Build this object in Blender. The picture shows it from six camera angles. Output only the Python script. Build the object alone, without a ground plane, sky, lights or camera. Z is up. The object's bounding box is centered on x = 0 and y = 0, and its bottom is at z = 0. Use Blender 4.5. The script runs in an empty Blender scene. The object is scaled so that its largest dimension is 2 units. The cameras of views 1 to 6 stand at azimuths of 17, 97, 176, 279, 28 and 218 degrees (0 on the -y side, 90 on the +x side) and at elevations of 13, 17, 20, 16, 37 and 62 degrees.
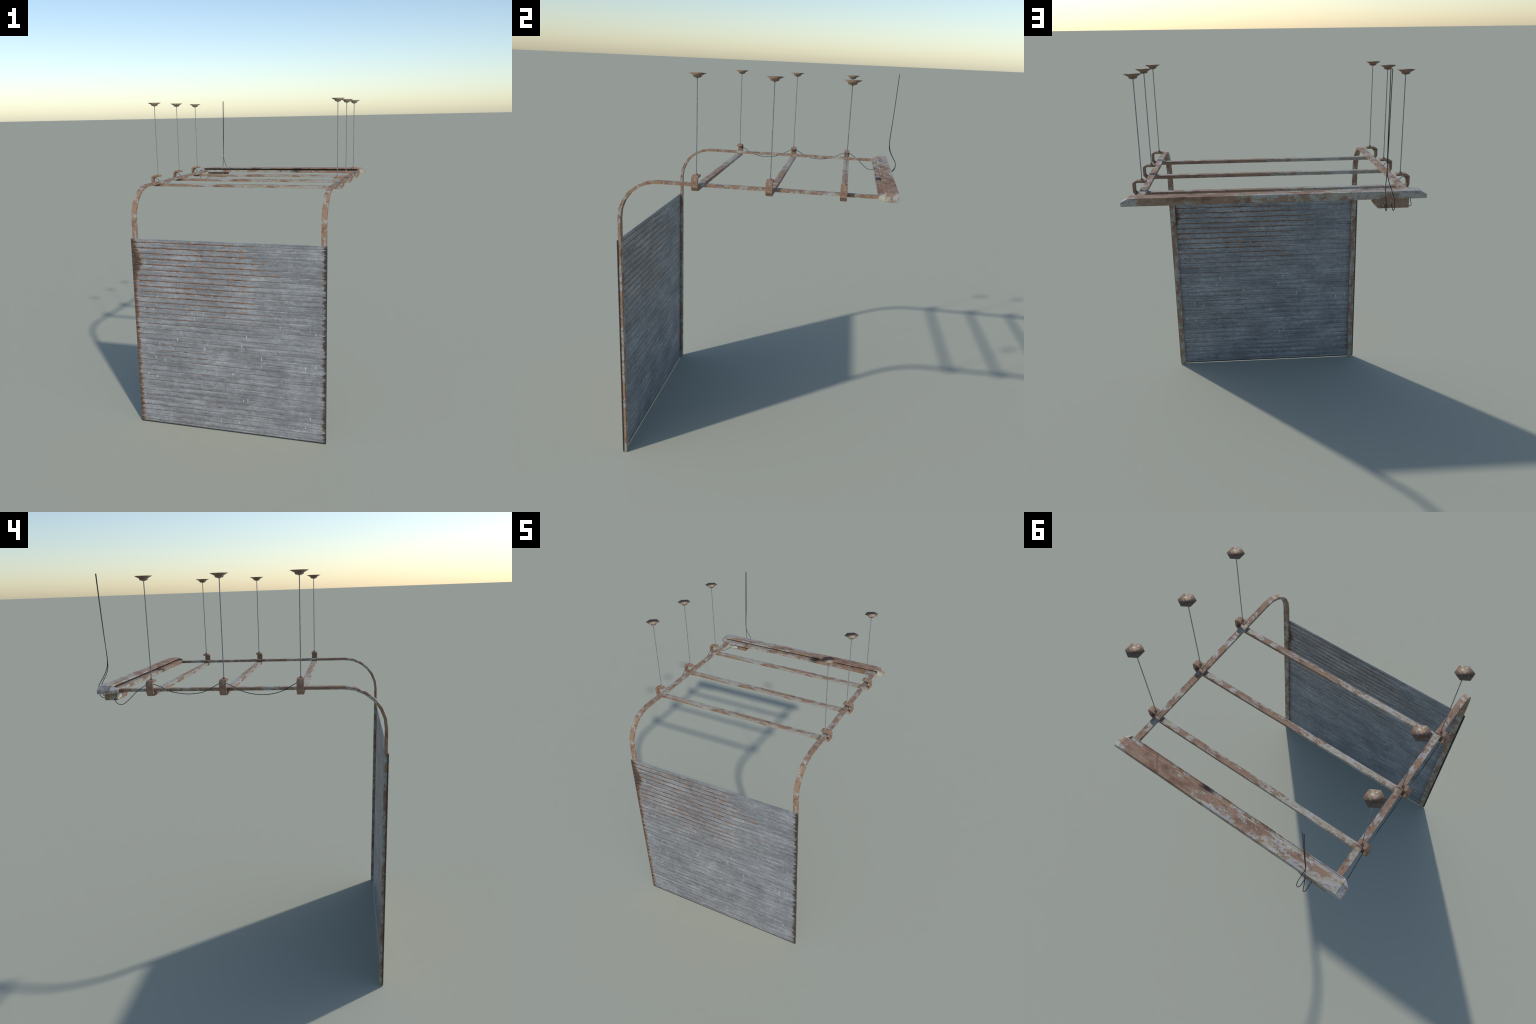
"""Old sectional garage door: a shutter of narrow steel slats standing on two
bent guide rails, three cross bars hooked over the rails and hung from ceiling
rods, a slotted header box with a drive unit, and black electric cables."""
import bpy, bmesh, math
from mathutils import Vector

# ------------------------------------------------------------------ sizes (m)
DOOR_X0, DOOR_X1 = -0.597, 0.591        # shutter sides
DOOR_TOP = 1.1845
DOOR_Y0, DOOR_Y1 = -0.6830, -0.6782     # front and back of the shutter
PITCH, JOINT0 = 0.03369, 0.0182         # slat height, lowest joint
N_SLATS = 34
RAIL_X, RAIL_W, RAIL_T = 0.5722, 0.031, 0.0135
RAIL_FRONT, RAIL_TOP, BEND_R = -0.6774, 1.4868, 0.195
ROWS_Y = (-0.2955, 0.0480, 0.3835)      # the three hanger rows
ROD_XL, ROD_XR = -0.5813, 0.5785
BAR_Z0, BAR_Z1, BAR_HW = 1.4562, 1.4724, 0.0157
HEAD_Y0, HEAD_Y1, HEAD_Z0, HEAD_Z1 = 0.5390, 0.6268, 1.4722, 1.5048


# ------------------------------------------------------------------ shader kit
class Nodes:
    """Small helper that writes shader node graphs as expressions."""

    def __init__(self, name):
        self.mat = bpy.data.materials.new(name)
        self.mat.use_nodes = True
        self.t = self.mat.node_tree
        self.bsdf = self.t.nodes["Principled BSDF"]

    def put(self, sock, v):
        if isinstance(v, bpy.types.NodeSocket):
            self.t.links.new(v, sock)
        elif isinstance(v, (tuple, list)) and len(v) == 3 and sock.type == 'RGBA':
            sock.default_value = (*v, 1)
        else:
            sock.default_value = v

    def m(self, op, a, b=0.0, c=0.0):
        n = self.t.nodes.new("ShaderNodeMath")
        n.operation = op
        for s, v in zip(n.inputs, (a, b, c)):
            self.put(s, v)
        return n.outputs[0]

    def position(self):
        return self.t.nodes.new("ShaderNodeNewGeometry").outputs["Position"]

    def normal(self):
        return self.t.nodes.new("ShaderNodeNewGeometry").outputs["True Normal"]

    def obj(self):
        return self.t.nodes.new("ShaderNodeTexCoord").outputs["Object"]

    def split(self, v):
        n = self.t.nodes.new("ShaderNodeSeparateXYZ")
        self.put(n.inputs[0], v)
        return n.outputs[:]

    def join(self, x, y, z):
        n = self.t.nodes.new("ShaderNodeCombineXYZ")
        for s, v in zip(n.inputs, (x, y, z)):
            self.put(s, v)
        return n.outputs[0]

    def vadd(self, a, b, op='ADD'):
        n = self.t.nodes.new("ShaderNodeVectorMath")
        n.operation = op
        self.put(n.inputs[0], a)
        self.put(n.inputs[1], b)
        return n.outputs[0]

    def noise(self, v, scale, detail=4, rough=0.55, w=0.0, distortion=0.0):
        n = self.t.nodes.new("ShaderNodeTexNoise")
        n.noise_dimensions = '4D'
        self.put(n.inputs["Vector"], v)
        for k, x in (("Scale", scale), ("Detail", detail), ("Roughness", rough),
                     ("W", w), ("Distortion", distortion)):
            self.put(n.inputs[k], x)
        return n.outputs[0]

    def voronoi(self, v, scale, rnd=1.0):
        n = self.t.nodes.new("ShaderNodeTexVoronoi")
        n.voronoi_dimensions = '2D'
        self.put(n.inputs["Vector"], v)
        n.inputs["Scale"].default_value = scale
        n.inputs["Randomness"].default_value = rnd
        return n.outputs["Distance"], n.outputs["Color"]

    def step(self, v, lo, hi, a=0.0, b=1.0):
        n = self.t.nodes.new("ShaderNodeMapRange")
        n.interpolation_type = 'SMOOTHSTEP'
        for s, x in zip(n.inputs[:5], (v, lo, hi, a, b)):
            self.put(s, x)
        return n.outputs[0]

    def mix(self, f, a, b):
        n = self.t.nodes.new("ShaderNodeMix")
        n.data_type = 'RGBA'
        self.put(n.inputs[0], f)
        self.put(n.inputs[6], a)
        self.put(n.inputs[7], b)
        return n.outputs[2]

    def ramp(self, f, stops):
        n = self.t.nodes.new("ShaderNodeValToRGB")
        els = n.color_ramp.elements
        while len(els) < len(stops):
            els.new(0.5)
        for e, (p, c) in zip(els, stops):
            e.position = p
            e.color = (*c, 1)
        self.put(n.inputs[0], f)
        return n.outputs[0]

    def finish(self, color, rough, height=None, strength=0.3, dist=0.002,
               metallic=0.0, spec=0.3):
        self.put(self.bsdf.inputs["Base Color"], color)
        self.put(self.bsdf.inputs["Roughness"], rough)
        self.put(self.bsdf.inputs["Metallic"], metallic)
        self.put(self.bsdf.inputs["Specular IOR Level"], spec)
        if height is not None:
            b = self.t.nodes.new("ShaderNodeBump")
            b.inputs["Strength"].default_value = strength
            b.inputs["Distance"].default_value = dist
            self.put(b.inputs["Height"], height)
            self.t.links.new(b.outputs[0], self.bsdf.inputs["Normal"])
        return self.mat


def rusty_paint(name, w, patch=11.0, rust=0.5, lean=0.0, stretch=(1, 1, 1), grain=1.0, ends=0.0, tilt=0.0):
    """Weathered pale paint flaking off brown rust.  `rust` is the rusted share,
    `lean` moves rust to one half of the length (mirrored between front and
    back), `tilt` moves it to +x all round, `ends` keeps the paint whole near the ends of a long piece."""
    k = Nodes(name)
    p = k.obj()
    q = k.vadd(p, stretch, 'MULTIPLY')
    big = k.noise(q, patch, 3, 0.5, w, 0.4)
    mid = k.noise(q, patch * 3.4, 4, 0.6, w + 3, 0.3)
    fine = k.noise(p, 150 * grain, 3, 0.65, w + 7)
    px = k.split(p)[0]
    cover = k.m('ADD', k.m('MULTIPLY', big, 0.62), k.m('MULTIPLY', mid, 0.38))
    if lean:
        ny = k.split(k.normal())[1]
        cover = k.m('ADD', cover, k.m('MULTIPLY', k.m('MULTIPLY', px, ny), lean))
    if tilt:
        cover = k.m('ADD', cover, k.m('MULTIPLY', px, tilt))
    if ends:
        cover = k.m('SUBTRACT', cover, k.step(k.m('ABSOLUTE', px), ends - 0.04, ends + 0.03, 0.0, 0.21))
    # edges of the paint film break up into specks
    cover = k.m('ADD', cover, k.m('MULTIPLY', k.m('SUBTRACT', fine, 0.5), 0.26))
    mid_t = 0.5 + (0.5 - rust) * 0.3
    mask = k.step(cover, mid_t - 0.03, mid_t + 0.025)
    rust_c = k.ramp(k.noise(q, patch * 1.9, 4, 0.6, w + 11), [
        (0.28, (0.120, 0.066, 0.042)), (0.42, (0.205, 0.118, 0.074)),
        (0.51, (0.270, 0.165, 0.115)), (0.60, (0.290, 0.190, 0.115)),
        (0.72, (0.175, 0.092, 0.058))])
    rust_c = k.mix(k.step(fine, 0.45, 0.75, 0, 0.4), rust_c, (0.36, 0.25, 0.175))
    paint_c = k.ramp(k.noise(q, patch * 1.5, 4, 0.6, w + 17), [
        (0.30, (0.270, 0.265, 0.250)), (0.45, (0.370, 0.355, 0.335)),
        (0.56, (0.335, 0.300, 0.215)), (0.70, (0.430, 0.415, 0.410))])
    stain = k.noise(q, patch * 6.0, 4, 0.65, w + 29, 0.5)
    paint_c = k.mix(k.step(stain, 0.50, 0.62, 0, 0.75), paint_c, (0.235, 0.155, 0.095))
    col = k.mix(mask, paint_c, rust_c)
    # bright chips left standing on the rust
    chip_n = k.noise(p, 105 * grain, 2, 0.7, w + 23, 0.6)
    chips = k.m('MULTIPLY', k.step(chip_n, 0.57, 0.63), k.step(stain, 0.46, 0.60))
    col = k.mix(k.m('MULTIPLY', chips, 0.55), col, (0.42, 0.41, 0.405))
    h = k.m('SUBTRACT', k.m('ADD', k.m('MULTIPLY', mid, 0.8), k.m('MULTIPLY', chips, 0.6)),
            k.m('MULTIPLY', mask, 0.6))
    h = k.m('ADD', h, k.m('MULTIPLY', fine, 0.4))
    return k.finish(col, k.step(mask, 0, 1, 0.55, 0.85), h, 0.6, 0.004)


def slat_metal(name, side):
    """Galvanised slats: grey streaky zinc, rust in the joints, rust spots in
    the upper part, ragged black grease where the ends run in the guides.
    side = +1 seen from the front, -1 for the back (pattern runs mirrored)."""
    k = Nodes(name)
    x0, y0, z = k.split(k.position())
    x = k.m('MULTIPLY', x0, side)
    off = 0.0 if side > 0 else 4.0
    row = k.m('DIVIDE', k.m('SUBTRACT', z, JOINT0), PITCH)
    t = k.m('FRACT', row)
    row_id = k.m('FLOOR', row)
    flat = k.join(x, 0.0, z)
    # zinc
    streak = k.noise(k.join(k.m('MULTIPLY', x, 3.0), row_id, k.m('MULTIPLY', z, 70.0)),
                     1.0, 5, 0.62, off)
    cloud = k.noise(k.join(k.m('MULTIPLY', x, 4.2), 0.0, k.m('MULTIPLY', z, 8.0)), 1.0, 6, 0.70, 2 + off)
    grain = k.noise(k.join(k.m('MULTIPLY', x, 110.0), 0.0, k.m('MULTIPLY', z, 60.0)), 1.0, 4, 0.7, 5)
    mottle = k.noise(k.join(k.m('MULTIPLY', x, 30.0), 0.0, k.m('MULTIPLY', z, 55.0)), 1.0, 4, 0.65, 6 + off)
    rowv = k.noise(k.join(0.0, k.m('MULTIPLY', row_id, 3.7), 0.0), 1.0, 1, 0.5, 8)
    tone = k.m('ADD', k.m('ADD', k.m('MULTIPLY', streak, 0.36), k.m('MULTIPLY', cloud, 0.40)),
               k.m('ADD', k.m('MULTIPLY', mottle, 0.24), k.m('ADD', k.m('MULTIPLY', grain, 0.16), k.m('MULTIPLY', rowv, 0.04))))
    col = k.ramp(tone, [(0.46, (0.118, 0.124, 0.131)), (0.56, (0.182, 0.190, 0.201)),
                        (0.635, (0.265, 0.274, 0.287)), (0.73, (0.420, 0.427, 0.436))])
    # pale worn crest just under each joint
    crest = k.m('MULTIPLY', k.step(t, 0.78, 0.88), k.step(t, 0.96, 0.90))
    wear = k.noise(k.join(k.m('MULTIPLY', x, 9.0), row_id, 0.0), 1.0, 3, 0.6, 12 + off)
    col = k.mix(k.m('MULTIPLY', crest, k.step(wear, 0.48, 0.66, 0.0, 0.6)), col, (0.47, 0.46, 0.45))
    # rust in the joints: broad and red-brown high on the left, a hairline elsewhere
    d = k.m('MULTIPLY', k.m('MINIMUM', t, k.m('SUBTRACT', 1.0, t)), PITCH)
    jag = k.noise(k.join(k.m('MULTIPLY', x, 26.0), row_id, k.m('MULTIPLY', z, 140.0)), 1.0, 4, 0.65, 15)
    endx = k.m('ADD', 0.17, k.m('MULTIPLY', k.m('SUBTRACT',
               k.noise(k.join(0.0, k.m('MULTIPLY', row_id, 5.3), 0.0), 1.0, 0, 0.5, 3), 0.5), 0.9))
    upper = k.m('MULTIPLY', k.step(k.m('SUBTRACT', x, endx), 0.04, -0.04), k.step(z, 0.58, 0.88))
    blob = k.step(k.noise(k.join(k.m('MULTIPLY', x, 10.0), k.m('MULTIPLY', row_id, 2.1), 0.0), 1.0, 2, 0.6, 19),
                  0.54, 0.64)
    left = k.step(x, 0.45, -0.2)
    width = k.m('ADD', 0.0011, k.m('ADD', k.m('MULTIPLY', upper, 0.0017),
                k.m('MULTIPLY', k.m('MULTIPLY', blob, left), 0.0024)))
    width = k.m('MULTIPLY', width, k.step(jag, 0.30, 0.72, 0.25, 1.85))
    line = k.m('SUBTRACT', 1.0, k.step(k.m('DIVIDE', d, width), 0.75, 1.15))
    weak = k.m('ADD', 0.45, k.m('MULTIPLY', k.m('MAXIMUM', upper, k.m('MULTIPLY', left, 0.7)), 0.55))
    joint_c = k.mix(k.step(jag, 0.40, 0.66), (0.085, 0.045, 0.030), (0.205, 0.105, 0.060))
    joint_c = k.mix(k.step(x, 0.15, 0.40, 0, 0.75), joint_c, (0.11, 0.10, 0.095))
    col = k.mix(k.m('MULTIPLY', line, weak), col, joint_c)
    halo = k.m('MULTIPLY', k.m('MULTIPLY', k.step(k.m('DIVIDE', d, width), 2.6, 1.0), upper),
               k.step(jag, 0.46, 0.62))
    col = k.mix(k.m('MULTIPLY', halo, 0.65), col, (0.28, 0.15, 0.085))
    # orange rust spots on the slat faces
    vd, vc = k.voronoi(k.join(k.m('MULTIPLY', x, 15.0), k.m('ADD', row, 0.1), 0.0), 1.0, 0.6)
    r1, r2, _ = k.split(vc)
    zone = k.m('MULTIPLY', k.step(z, 0.60, 0.80), k.step(k.noise(flat, 3.0, 2, 0.5, 31 + off), 0.36, 0.50))
    size = k.m('MULTIPLY', k.m('MULTIPLY', k.step(r1, 0.34, 1.0, 0.0, 0.22), zone), 1.0)
    vdj = k.m('ADD', vd, k.m('MULTIPLY', k.m('SUBTRACT', grain, 0.5), 0.14))
    spot = k.step(vdj, size, k.m('MULTIPLY', size, 0.55))
    spot = k.m('MULTIPLY', spot, k.step(size, 0.03, 0.06))
    col = k.mix(k.m('MULTIPLY', spot, 0.9), col, k.mix(r2, (0.27, 0.120, 0.060), (0.37, 0.215, 0.130)))
    # pale vertical drips and scratches
    dd, dc = k.voronoi(k.join(k.m('MULTIPLY', x, 34.0), k.m('MULTIPLY', z, 11.0), 0.0), 1.0, 1.0)
    e1, e2, _ = k.split(dc)
    drip = k.m('MULTIPLY', k.step(dd, 0.15, 0.06), k.step(e1, 0.86, 0.91))
    drip = k.m('MULTIPLY', drip, k.step(grain, 0.40, 0.55))
    col = k.mix(k.m('MULTIPLY', drip, k.step(z, 0.92, 0.6, 0.2, 0.85)), col, (0.58, 0.60, 0.61))
    # ragged grease and rust along both guide channels
    tooth = k.noise(k.join(k.m('MULTIPLY', x, 6.0), 0.0, k.m('MULTIPLY', z, 48.0)), 1.0, 5, 0.7, 41)
    lobes = k.step(k.m('ABSOLUTE', k.m('SUBTRACT', t, 0.5)), 0.18, 0.5)
    el = k.m('SUBTRACT', x, -0.595 if side > 0 else -0.591)
    er = k.m('SUBTRACT', 0.591 if side > 0 else 0.597, x)
    zc = k.m('DIVIDE', k.m('SUBTRACT', z, 1.05), 0.055)
    stain = k.m('EXPONENT', k.m('MULTIPLY', k.m('MULTIPLY', zc, zc), -1.0))
    wl = k.m('ADD', k.m('ADD', 0.012, k.m('MULTIPLY', stain, 0.034)),
             k.m('ADD', k.m('MULTIPLY', k.m('SUBTRACT', tooth, 0.4), 0.080),
                 k.m('ADD', k.m('MULTIPLY', lobes, 0.010), k.m('MULTIPLY', k.m('SUBTRACT', jag, 0.5), 0.07))))
    wl = k.m('ADD', wl, k.step(z, 0.8, 1.0, 0.0, 0.012))
    ml = k.step(k.m('SUBTRACT', wl, el), -0.001, 0.004)
    lc = k.ramp(k.m('ADD', k.m('MULTIPLY_ADD', jag, 1.25, -0.27), k.m('MULTIPLY', k.step(k.m('SUBTRACT', wl, el), 0.0, 0.04), -0.17)),
                [(0.06, (0.036, 0.031, 0.029)), (0.19, (0.062, 0.045, 0.037)),
                 (0.30, (0.135, 0.078, 0.050)), (0.38, (0.215, 0.145, 0.105)), (0.46, (0.340, 0.270, 0.225))])
    col = k.mix(ml, col, lc)
    wr = k.m('ADD', 0.009, k.m('ADD', k.m('MULTIPLY', k.m('SUBTRACT', tooth, 0.42), 0.110),
                               k.m('ADD', k.m('MULTIPLY', lobes, 0.007), k.m('MULTIPLY', k.m('SUBTRACT', jag, 0.5), 0.09))))
    wr = k.m('MAXIMUM', wr, 0.006)
    mr = k.step(k.m('SUBTRACT', wr, er), -0.001, 0.004)
    rc = k.ramp(k.m('ADD', jag, k.m('MULTIPLY', k.step(er, 0.004, 0.03), 0.12)),
                [(0.35, (0.026, 0.027, 0.029)), (0.56, (0.050, 0.045, 0.042)),
                 (0.70, (0.200, 0.130, 0.090))])
    col = k.mix(mr, col, rc)
    h = k.m('ADD', k.m('MULTIPLY', streak, 0.7), k.m('MULTIPLY', grain, 0.3))
    return k.finish(col, k.step(tone, 0.44, 0.74, 0.62, 0.48), h, 0.25, 0.0012, spec=0.35)


def plain(name, color, rough, vary=0.25, scale=60.0, spec=0.4, metallic=0.0):
    k = Nodes(name)
    n = k.noise(k.obj(), scale, 4, 0.6, 1.0)
    dark = tuple(c * (1 - vary) for c in color)
    light = tuple(min(1, c * (1 + vary)) for c in color)
    return k.finish(k.mix(k.step(n, 0.3, 0.7), dark, light), rough, n, 0.15, 0.001, metallic, spec)


MAT_FRONT = slat_metal("slat_zinc_front", 1.0)
MAT_BACK = slat_metal("slat_zinc_back", -1.0)
MAT_RAIL = rusty_paint("guide_rail_rust", 2.3, 17.0, 0.57, 0.0, (1.4, 1.0, 1.0))
MAT_BAR = rusty_paint("cross_bar_rust", 6.1, 9.0, 0.53, 0.18, (0.8, 2.0, 2.0))
MAT_HEAD = rusty_paint("header_rust", 9.4, 8.0, 0.52, 0.0, (0.8, 1.6, 1.6), 0.8, 0.57, 0.13)
MAT_HOOK = rusty_paint("hook_rust", 4.7, 26.0, 0.80)
MAT_PLATE = rusty_paint("mounting_plate_rust", 14.2, 22.0, 0.62)
MAT_BOX = rusty_paint("drive_box_rust", 17.9, 17.0, 0.70)
MAT_ROD = plain("hanger_steel", (0.205, 0.208, 0.225), 0.45, 0.3, 40.0, 0.5, 0.25)
MAT_CABLE = plain("cable_rubber", (0.022, 0.024, 0.026), 0.55, 0.2)
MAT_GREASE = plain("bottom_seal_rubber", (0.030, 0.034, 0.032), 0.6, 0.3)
MAT_WHITE = plain("label_white", (0.62, 0.61, 0.60), 0.5, 0.12, 300)
MAT_YELLOW = plain("label_yellow", (0.60, 0.55, 0.03), 0.5, 0.1, 300)
MAT_RED = plain("label_red", (0.34, 0.06, 0.07), 0.5, 0.15, 300)
MAT_BLUE = plain("label_blue_grey", (0.33, 0.38, 0.43), 0.5, 0.12, 300)
MAT_INK = plain("label_ink", (0.03, 0.03, 0.03), 0.5, 0.1, 300)


# ------------------------------------------------------------------ mesh kit
def new_object(name, mesh, parent=None, loc=(0, 0, 0)):
    ob = bpy.data.objects.new(name, mesh)
    bpy.context.scene.collection.objects.link(ob)
    ob.location = loc
    if parent is not None:
        ob.parent = parent
    return ob


def mesh_from(name, verts, faces, mats, smooth=None, bevel=0.0, face_mat=None):
    me = bpy.data.meshes.new(name)
    me.from_pydata([tuple(v) for v in verts], [], faces)
    bm = bmesh.new()
    bm.from_mesh(me)
    bmesh.ops.recalc_face_normals(bm, faces=bm.faces)
    if bevel:
        sharp = [e for e in bm.edges if e.is_manifold and e.calc_face_angle() > math.radians(30)]
        bmesh.ops.bevel(bm, geom=sharp, offset=bevel, segments=1, affect='EDGES', profile=0.5)
    bm.to_mesh(me)
    bm.free()
    for m in mats:
        me.materials.append(m)
    if face_mat:
        for p in me.polygons:
            p.material_index = face_mat(p)
    if smooth is not None:
        me.polygons.foreach_set("use_smooth", [True] * len(me.polygons))
        if smooth < 180:
            me.set_sharp_from_angle(angle=math.radians(smooth))
    me.update()
    return me


def prism(poly, lo, hi, axis):
    """Extrude a 2D polygon along an axis (0=x,1=y,2=z)."""
    def p3(a, b, c):
        return {0: (c, a, b), 1: (a, c, b), 2: (a, b, c)}[axis]
    n = len(poly)
    v = [p3(a, b, lo) for a, b in poly] + [p3(a, b, hi) for a, b in poly]
    f = [tuple(range(n)), tuple(range(n, 2 * n))]
    f += [(i, (i + 1) % n, n + (i + 1) % n, n + i) for i in range(n)]
    return v, f


def box(x0, x1, y0, y1, z0, z1):
    return prism([(x0, y0), (x1, y0), (x1, y1), (x0, y1)], z0, z1, 2)


def merge(*parts):
    V, F = [], []
    for v, f in parts:
        b = len(V)
        V += list(v)
        F += [tuple(i + b for i in q) for q in f]
    return V, F


def lathe(profile, sides, phase=0.0, flat_top=False):
    """Solid of revolution about z; profile = [(radius, z)], closed by caps."""
    v, f = [], []
    for r, z in profile:
        for i in range(sides):
            a = phase + 2 * math.pi * i / sides
            v.append((r * math.cos(a), r * math.sin(a), z))
    for j in range(len(profile) - 1):
        for i in range(sides):
            k = (i + 1) % sides
            f.append((j * sides + i, j * sides + k, (j + 1) * sides + k, (j + 1) * sides + i))
    for j in (0, len(profile) - 1):
        if flat_top and j:
            f.append(tuple(j * sides + i for i in range(sides)))
            continue
        c = len(v)
        v.append((0, 0, profile[j][1]))
        f += [(j * sides + i, j * sides + (i + 1) % sides, c) for i in range(sides)]
    return v, f


def catmull(pts, sub):
    pts = [Vector(p) for p in pts]
    out = []
    for i in range(len(pts) - 1):
        a, b, c, d = pts[max(i - 1, 0)], pts[i], pts[i + 1], pts[min(i + 2, len(pts) - 1)]
        for s in range(sub):
            t = s / sub
            out.append(0.5 * (2 * b + (c - a) * t + (2 * a - 5 * b + 4 * c - d) * t * t
                              + (3 * b - a - 3 * c + d) * t ** 3))
    return out + [pts[-1]]


def tube(pts, radius, sides=8, sub=6):
    path = catmull(pts, sub)
    v, f = [], []
    side = None
    for i, p in enumerate(path):
        t = (path[min(i + 1, len(path) - 1)] - path[max(i - 1, 0)]).normalized()
        if side is None:
            side = t.cross(Vector((0.3, 0.2, 0.9))).normalized()
        side = (side - t * side.dot(t)).normalized()
        up = t.cross(side)
        for k in range(sides):
            a = 2 * math.pi * k / sides
            v.append(p + radius * (math.cos(a) * side + math.sin(a) * up))
    n = len(path)
    for i in range(n - 1):
        for k in range(sides):
            q = (k + 1) % sides
            f.append((i * sides + k, i * sides + q, (i + 1) * sides + q, (i + 1) * sides + k))
    f += [tuple(range(sides)), tuple(range((n - 1) * sides, n * sides))]
    return v, f


# ------------------------------------------------------------------ the thing
root = bpy.data.objects.new("garage_door", None)
bpy.context.scene.collection.objects.link(root)
root["label"] = "rusty grey slatted garage door on bent ceiling-hung guide rails"
root["category"] = "garage door"

# ---- shutter: a core sheet carrying the slats
def both_faces(p):
    return 1 if p.normal.y > 0.3 else 0

core = mesh_from("shutter_panel", *box(DOOR_X0 + 0.0008, DOOR_X1 - 0.0008, DOOR_Y0 + 0.0014,
                 DOOR_Y1 - 0.0012, 0.0020, DOOR_TOP - 0.001), [MAT_FRONT, MAT_BACK], face_mat=both_faces)
panel = new_object("shutter_panel", core, root)


def slat_profile(h):
    """(y, z) section of one slat: flat lip at the foot, shallow swell, rolled top."""
    g = 0.0005
    front = [(DOOR_Y0 + 0.0010, g), (DOOR_Y0 + 0.0004, g + 0.0012), (DOOR_Y0 + 0.00015, h * 0.30),
             (DOOR_Y0, h * 0.55), (DOOR_Y0 + 0.0002, h * 0.80), (DOOR_Y0, h * 0.90),
             (DOOR_Y0 + 0.0004, h - g - 0.0012), (DOOR_Y0 + 0.0010, h - g)]
    back = [(DOOR_Y1 - 0.0009, h - g), (DOOR_Y1 - 0.0003, h - g - 0.0012), (DOOR_Y1, h * 0.5),
            (DOOR_Y1 - 0.0003, g + 0.0012), (DOOR_Y1 - 0.0009, g)]
    return front + back


def slat_mesh(name, h):
    v, f = prism(slat_profile(h), DOOR_X0, DOOR_X1, 0)
    return mesh_from(name, v, f, [MAT_FRONT, MAT_BACK], smooth=35, face_mat=both_faces)

slat = new_object("slat", slat_mesh("slat", PITCH), panel, (0, 0, JOINT0))
for i in range(1, N_SLATS):
    s = slat.copy()
    bpy.context.scene.collection.objects.link(s)
    s.location = (0, 0, JOINT0 + i * PITCH)
top_h = DOOR_TOP - (JOINT0 + N_SLATS * PITCH)
new_object("top_slat", slat_mesh("top_slat", top_h), panel, (0, 0, JOINT0 + N_SLATS * PITCH))
new_object("bottom_slat", slat_mesh("bottom_slat", JOINT0 - 0.0062), panel, (0, 0, 0.0062))
new_object("bottom_seal", mesh_from("bottom_seal", *box(DOOR_X0 + 0.001, DOOR_X1 - 0.001,
           DOOR_Y0 + 0.0004, DOOR_Y1 - 0.0004, 0.0, 0.0062), [MAT_GREASE]), panel)


# ---- guide rails: flat bar, upright, quarter bend, then level to the header
def rail_path():
    c = (RAIL_FRONT + BEND_R, RAIL_TOP - BEND_R)
    pts = [(RAIL_FRONT, 0.0005, 1.0, 0.0)]
    n = 6
    for i in range(n + 1):
        a = math.pi / 2 * i / n
        pts.append((c[0] - BEND_R * math.cos(a), c[1] + BEND_R * math.sin(a), math.cos(a), math.sin(a)))
    pts.append((HEAD_Y0 + 0.004, RAIL_TOP, 0.0, 1.0))
    return pts


def rail_mesh():
    v, f = [], []
    pts = rail_path()
    for y, z, ny, nz in pts:
        iy, iz = y + RAIL_T * ny, z - RAIL_T * nz
        w = RAIL_W / 2
        v += [(-w, y, z), (w, y, z), (w, iy, iz), (-w, iy, iz)]
    for i in range(len(pts) - 1):
        for k in range(4):
            q = (k + 1) % 4
            f.append((i * 4 + k, i * 4 + q, i * 4 + 4 + q, i * 4 + 4 + k))
    f += [(0, 1, 2, 3), tuple(len(v) - 4 + k for k in range(4))]
    return mesh_from("guide_rail", v, f, [MAT_RAIL], smooth=38)

rail = new_object("guide_rail", rail_mesh(), root, (RAIL_X, 0, 0))
r2 = rail.copy()
bpy.context.scene.collection.objects.link(r2)
r2.location = (-RAIL_X, 0, 0)

# ---- cross bars with the hooks that carry them round the rails
bar_me = mesh_from("cross_bar", *box(-0.6030, 0.6030, -BAR_HW, BAR_HW, BAR_Z0, BAR_Z1), [MAT_BAR], bevel=0.0008)
# C-shaped hook section (x outward, z up)
HOOK = [(0.6030, BAR_Z0), (0.6065, BAR_Z0), (0.6212, 1.4745), (0.6212, 1.5155), (0.6045, 1.5262),
        (0.5595, 1.5262), (0.5595, 1.5168), (0.6005, 1.5168), (0.6100, 1.5110), (0.6100, 1.4785),
        (0.6060, BAR_Z1), (0.6030, BAR_Z1)]
v, f = prism(HOOK, -BAR_HW, BAR_HW, 1)
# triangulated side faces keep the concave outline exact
hook_me = mesh_from("hook", v, f, [MAT_HOOK], bevel=0.0006)
nut_me = mesh_from("rod_nut", *lathe([(0.0082, 1.5258), (0.0078, 1.5290), (0.0030, 1.5352)], 6), [MAT_HOOK], smooth=50)
under_me = mesh_from("under_nut", *lathe([(0.0040, 1.5146), (0.0075, 1.5172)], 6), [MAT_HOOK], smooth=50)
rod_me = mesh_from("hanger_rod", *lathe([(0.0022, 1.5300), (0.0022, 1.9600)], 8), [MAT_ROD], smooth=60)
# ceiling plate: flat hexagon dish, collar and cone, softly shaded
R = 0.0422
plate_me = mesh_from("mounting_plate", *lathe([(0.0030, 1.9558), (0.0190, 1.9612), (0.0195, 1.9670),
                     (R, 1.9785)], 6, math.pi / 2, flat_top=True), [MAT_PLATE], smooth=180)
eye_me = mesh_from("cable_eye", *lathe([(0.0065, -0.010), (0.0065, 0.010)], 8), [MAT_HOOK], smooth=50)

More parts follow.
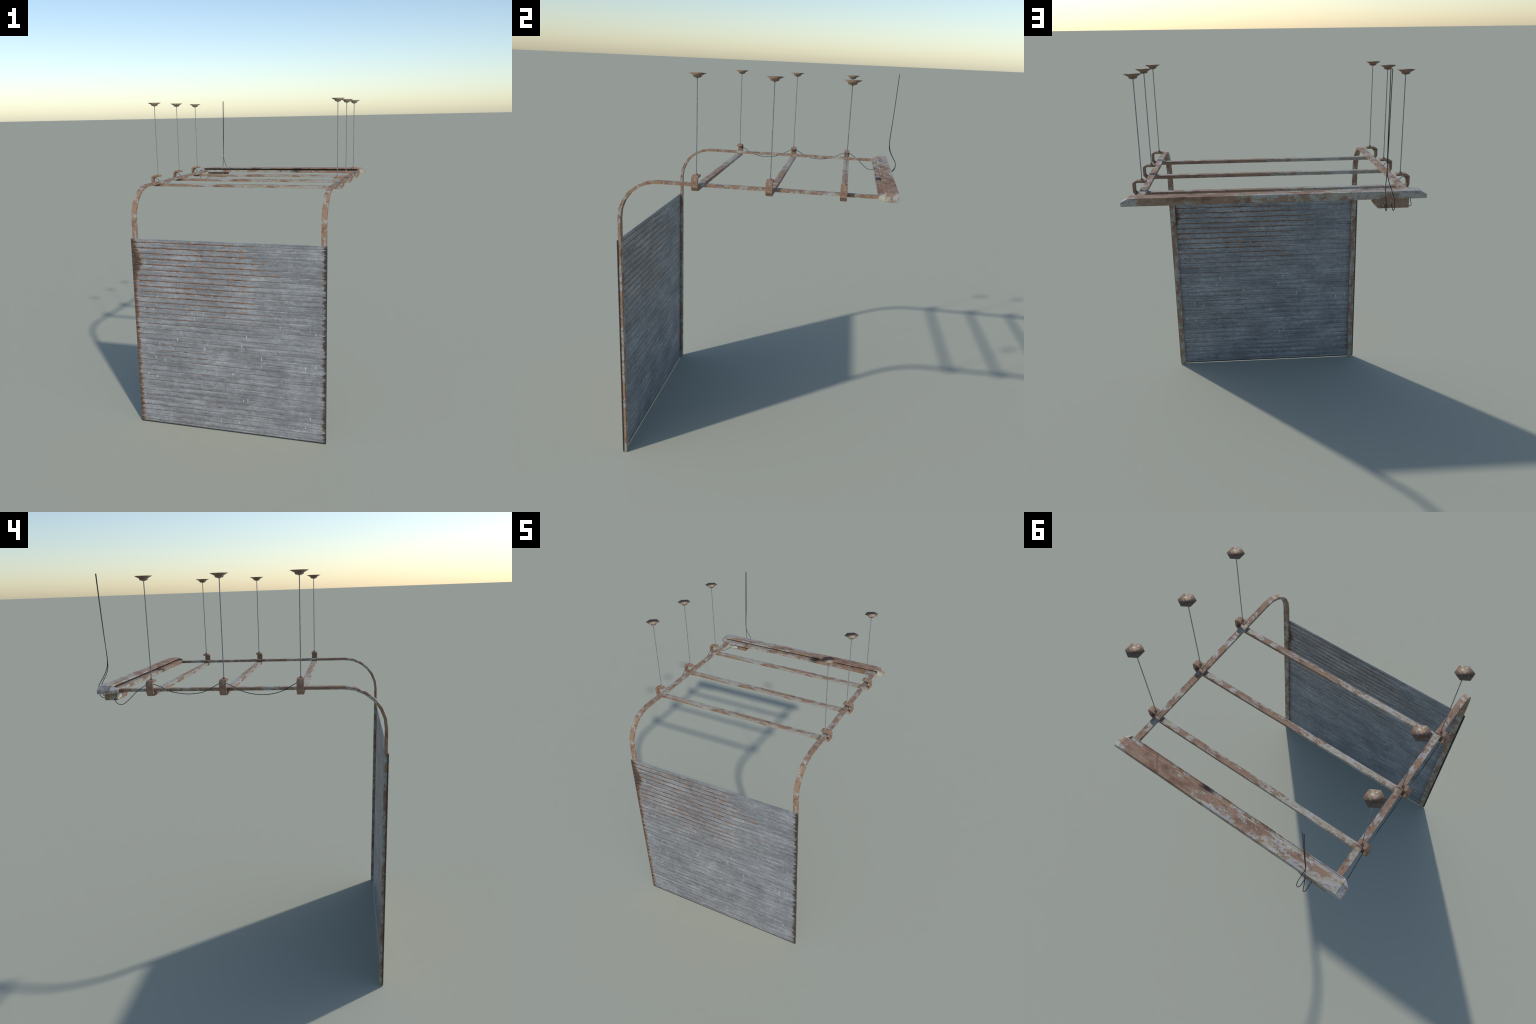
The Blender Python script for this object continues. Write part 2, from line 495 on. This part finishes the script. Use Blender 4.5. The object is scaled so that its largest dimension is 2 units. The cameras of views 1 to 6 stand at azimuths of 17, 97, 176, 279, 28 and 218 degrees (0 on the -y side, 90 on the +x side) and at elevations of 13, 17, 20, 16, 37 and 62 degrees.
for j, y in enumerate(ROWS_Y):
    bar = new_object("cross_bar", bar_me, root, (-0.0013, y, 0))
    for side, rx in ((1, ROD_XR), (-1, ROD_XL)):
        hook = new_object("hook", hook_me, bar)
        if side < 0:
            hook.rotation_euler = (0, 0, math.pi)
        rod = new_object("hanger_rod", rod_me, root, (rx, y, 0))
        plate = new_object("mounting_plate", plate_me, rod)
        new_object("rod_nut", nut_me, rod)
        new_object("under_nut", under_me, rod)
        if side < 0:
            eye = new_object("cable_eye", eye_me, bar, (-0.6030 + 0.0013, 0, 1.5130))
            eye.rotation_euler = (math.pi / 2, 0, 0)

# ---- header box: bevelled ends, slope at the front cut by the long slot
E_IN, E_OUT = 0.6062, 0.6362
SLOPE_Y, SLOPE_Z, LIP_Z, END_Z = 0.5670, HEAD_Z1, 1.4886, 1.4892
KINK_Y, TH = 0.5675, 0.0050
SLOT_Y = 0.5800


def header_mesh():
    # solid bevelled end blocks
    def end(s):
        p = [(s * 0.5985, HEAD_Y0, HEAD_Z0), (s * E_IN, HEAD_Y0, HEAD_Z0), (s * E_OUT, KINK_Y, HEAD_Z0),
             (s * E_OUT, HEAD_Y1, HEAD_Z0), (s * 0.5985, HEAD_Y1, HEAD_Z0),
             (s * 0.5985, HEAD_Y0, LIP_Z), (s * E_IN, HEAD_Y0, LIP_Z - 0.002), (s * E_OUT, KINK_Y, LIP_Z - 0.003),
             (s * E_OUT, HEAD_Y1, END_Z), (s * E_IN, HEAD_Y1, HEAD_Z1), (s * 0.5985, HEAD_Y1, HEAD_Z1),
             (s * 0.5985, SLOPE_Y, SLOPE_Z), (s * E_IN, SLOPE_Y, SLOPE_Z)]
        q = [(0, 1, 2, 3, 4), (0, 1, 6, 5), (1, 2, 7, 6), (2, 3, 8, 7), (3, 4, 10, 9, 8),
             (9, 10, 11, 12), (5, 6, 12, 11), (6, 7, 12), (7, 8, 9, 12), (0, 5, 11, 10, 4)]
        return p, q
    # long channel: tray floor and lip, back wall, top plate; open slot between
    chan = [(HEAD_Y0, HEAD_Z0), (HEAD_Y1, HEAD_Z0), (HEAD_Y1, HEAD_Z1), (SLOPE_Y, HEAD_Z1),
            (SLOPE_Y - 0.0035, HEAD_Z1 - 0.0025), (SLOPE_Y - 0.0030, HEAD_Z1 - TH - 0.001),
            (SLOT_Y, HEAD_Z1 - TH - 0.001),
            (SLOT_Y, 1.4868), (HEAD_Y0 + 0.0060, 1.4868), (HEAD_Y0 + 0.0035, LIP_Z),
            (HEAD_Y0, LIP_Z)]
    return merge(end(1), end(-1), prism(chan, -0.5985, 0.5985, 0))

v, f = header_mesh()
header = new_object("header_box", mesh_from("header_box", v, f, [MAT_HEAD], bevel=0.0006), root)

new_object("slot_dark_strip", mesh_from("slot_dark_strip", *box(-0.5980, 0.5980, SLOT_Y - 0.0015, SLOT_Y + 0.0005,
           1.4869, HEAD_Z1 - TH - 0.0012), [MAT_GREASE]), header)  # near-black strip across the slot's inner wall; colour shared with the bottom seal

# ---- drive unit under the header, one lower corner cut off
BX0, BX1, BY0, BY1, BZ0 = -0.5630, -0.4150, 0.5606, 0.6208, 1.4312
sec = [(BX0, BZ0), (-0.4320, BZ0), (BX1, 1.4480), (BX1, HEAD_Z0), (BX0, HEAD_Z0)]
drive = new_object("drive_box", mesh_from("drive_box", *prism(sec, BY0, BY1, 1), [MAT_BOX], bevel=0.0007), root)


def sticker(name, poly, depth, mat):
    v, f = prism(poly, BY0 - depth, BY0 + 0.001, 1)
    return new_object(name, mesh_from(name, v, f, [mat]), drive)


def rounded(x0, x1, z0, z1, r, n=4):
    out = []
    for cx, cz, a0 in ((x1 - r, z1 - r, 0), (x0 + r, z1 - r, 90), (x0 + r, z0 + r, 180), (x1 - r, z0 + r, 270)):
        for i in range(n + 1):
            a = math.radians(a0 + 90 * i / n)
            out.append((cx + r * math.cos(a), cz + r * math.sin(a)))
    return out

sticker("warning_label", rounded(-0.5598, -0.5350, 1.4380, 1.4650, 0.002), 0.0006, MAT_BLUE)
sticker("warning_label", rounded(-0.5410, -0.5030, 1.4395, 1.4575, 0.0075), 0.0009, MAT_WHITE)
sticker("warning_label", rounded(-0.5585, -0.5370, 1.4372, 1.4480, 0.003), 0.0009, MAT_WHITE)
sticker("warning_triangle", [(-0.5572, 1.4430), (-0.5398, 1.4430), (-0.5485, 1.4592)], 0.0013, MAT_INK)
sticker("warning_triangle", [(-0.5559, 1.4438), (-0.5411, 1.4438), (-0.5485, 1.4577)], 0.0017, MAT_YELLOW)
sticker("warning_mark", rounded(-0.5491, -0.5479, 1.4482, 1.4535, 0.0005), 0.0020, MAT_INK)
sticker("warning_mark", rounded(-0.5492, -0.5478, 1.4454, 1.4468, 0.0006), 0.0020, MAT_INK)
for i in range(6):                       # worn red heading, one block per letter
    x = -0.5335 + i * 0.0050
    sticker("heading_letter", rounded(x, x + 0.0036, 1.4598, 1.4648, 0.0008), 0.0009, MAT_RED)
for i in range(7):                       # small print, unreadable
    x = -0.5375 + i * 0.0044
    sticker("print_line", rounded(x, x + 0.0030, 1.4468 + 0.001 * (i % 2), 1.4486 + 0.001 * (i % 2), 0.0005),
            0.0012, MAT_BOX)
sticker("print_line", rounded(-0.5480, -0.5290, 1.4342, 1.4362, 0.0008), 0.0009, MAT_WHITE)

# ---- two power cables dropping from the ceiling, looping under into the drive box
cable_a = [(-0.4588, 0.6490, 1.9998), (-0.4592, 0.6440, 1.874), (-0.4600, 0.6375, 1.735),
           (-0.4606, 0.6319, 1.646), (-0.4606, 0.6306, 1.600), (-0.4580, 0.6345, 1.565), (-0.4530, 0.6510, 1.530),
           (-0.4500, 0.6690, 1.502), (-0.4510, 0.6785, 1.478), (-0.4550, 0.6770, 1.455),
           (-0.4572, 0.6670, 1.437), (-0.4578, 0.6530, 1.4305), (-0.4580, 0.6390, 1.4365), (-0.4605, 0.6195, 1.4480)]
cable_b = [(-0.4518, 0.6490, 1.9998), (-0.4540, 0.6442, 1.874), (-0.4566, 0.6378, 1.735),
           (-0.4590, 0.6330, 1.646), (-0.4602, 0.6320, 1.600), (-0.4640, 0.6380, 1.565), (-0.4730, 0.6530, 1.530),
           (-0.4815, 0.6700, 1.502), (-0.4848, 0.6802, 1.478), (-0.4868, 0.6790, 1.455),
           (-0.4882, 0.6680, 1.437), (-0.4884, 0.6535, 1.4305), (-0.4880, 0.6390, 1.4365), (-0.4892, 0.6195, 1.4475)]
for pts in (cable_a, cable_b):
    v, f = tube(pts, 0.0017)
    new_object("power_cable", mesh_from("power_cable", v, f, [MAT_CABLE], smooth=70), root)

# ---- control wire sagging along one rail from hook to hook
wire = [(-0.5600, 0.5790, 1.4380), (-0.5690, 0.5700, 1.4310), (-0.5830, 0.5560, 1.4210), (-0.5960, 0.5370, 1.4170),
        (-0.6020, 0.5140, 1.4220), (-0.6035, 0.4840, 1.4455), (-0.6035, 0.4480, 1.4775), (-0.6030, 0.4060, 1.5045),
        (-0.6030, 0.3835, 1.5110), (-0.6025, 0.3680, 1.5085), (-0.6010, 0.3400, 1.4985), (-0.5995, 0.3090, 1.4825),
        (-0.5985, 0.2800, 1.4712), (-0.5980, 0.2190, 1.4624), (-0.5985, 0.1720, 1.4650), (-0.5995, 0.1400, 1.4712),
        (-0.6010, 0.1077, 1.4864), (-0.6025, 0.0700, 1.5062), (-0.6030, 0.0480, 1.5110), (-0.6025, 0.0320, 1.5075),
        (-0.6015, -0.001, 1.4913), (-0.6005, -0.0380, 1.4722), (-0.6000, -0.0820, 1.4604), (-0.6000, -0.1260, 1.4562),
        (-0.6000, -0.1700, 1.4594), (-0.6005, -0.2200, 1.4732), (-0.6015, -0.2510, 1.4912), (-0.6028, -0.2820, 1.5080),
        (-0.6030, -0.2955, 1.5110)]
v, f = tube(wire, 0.0016, 8, 5)
new_object("control_wire", mesh_from("control_wire", v, f, [MAT_CABLE], smooth=70), root)
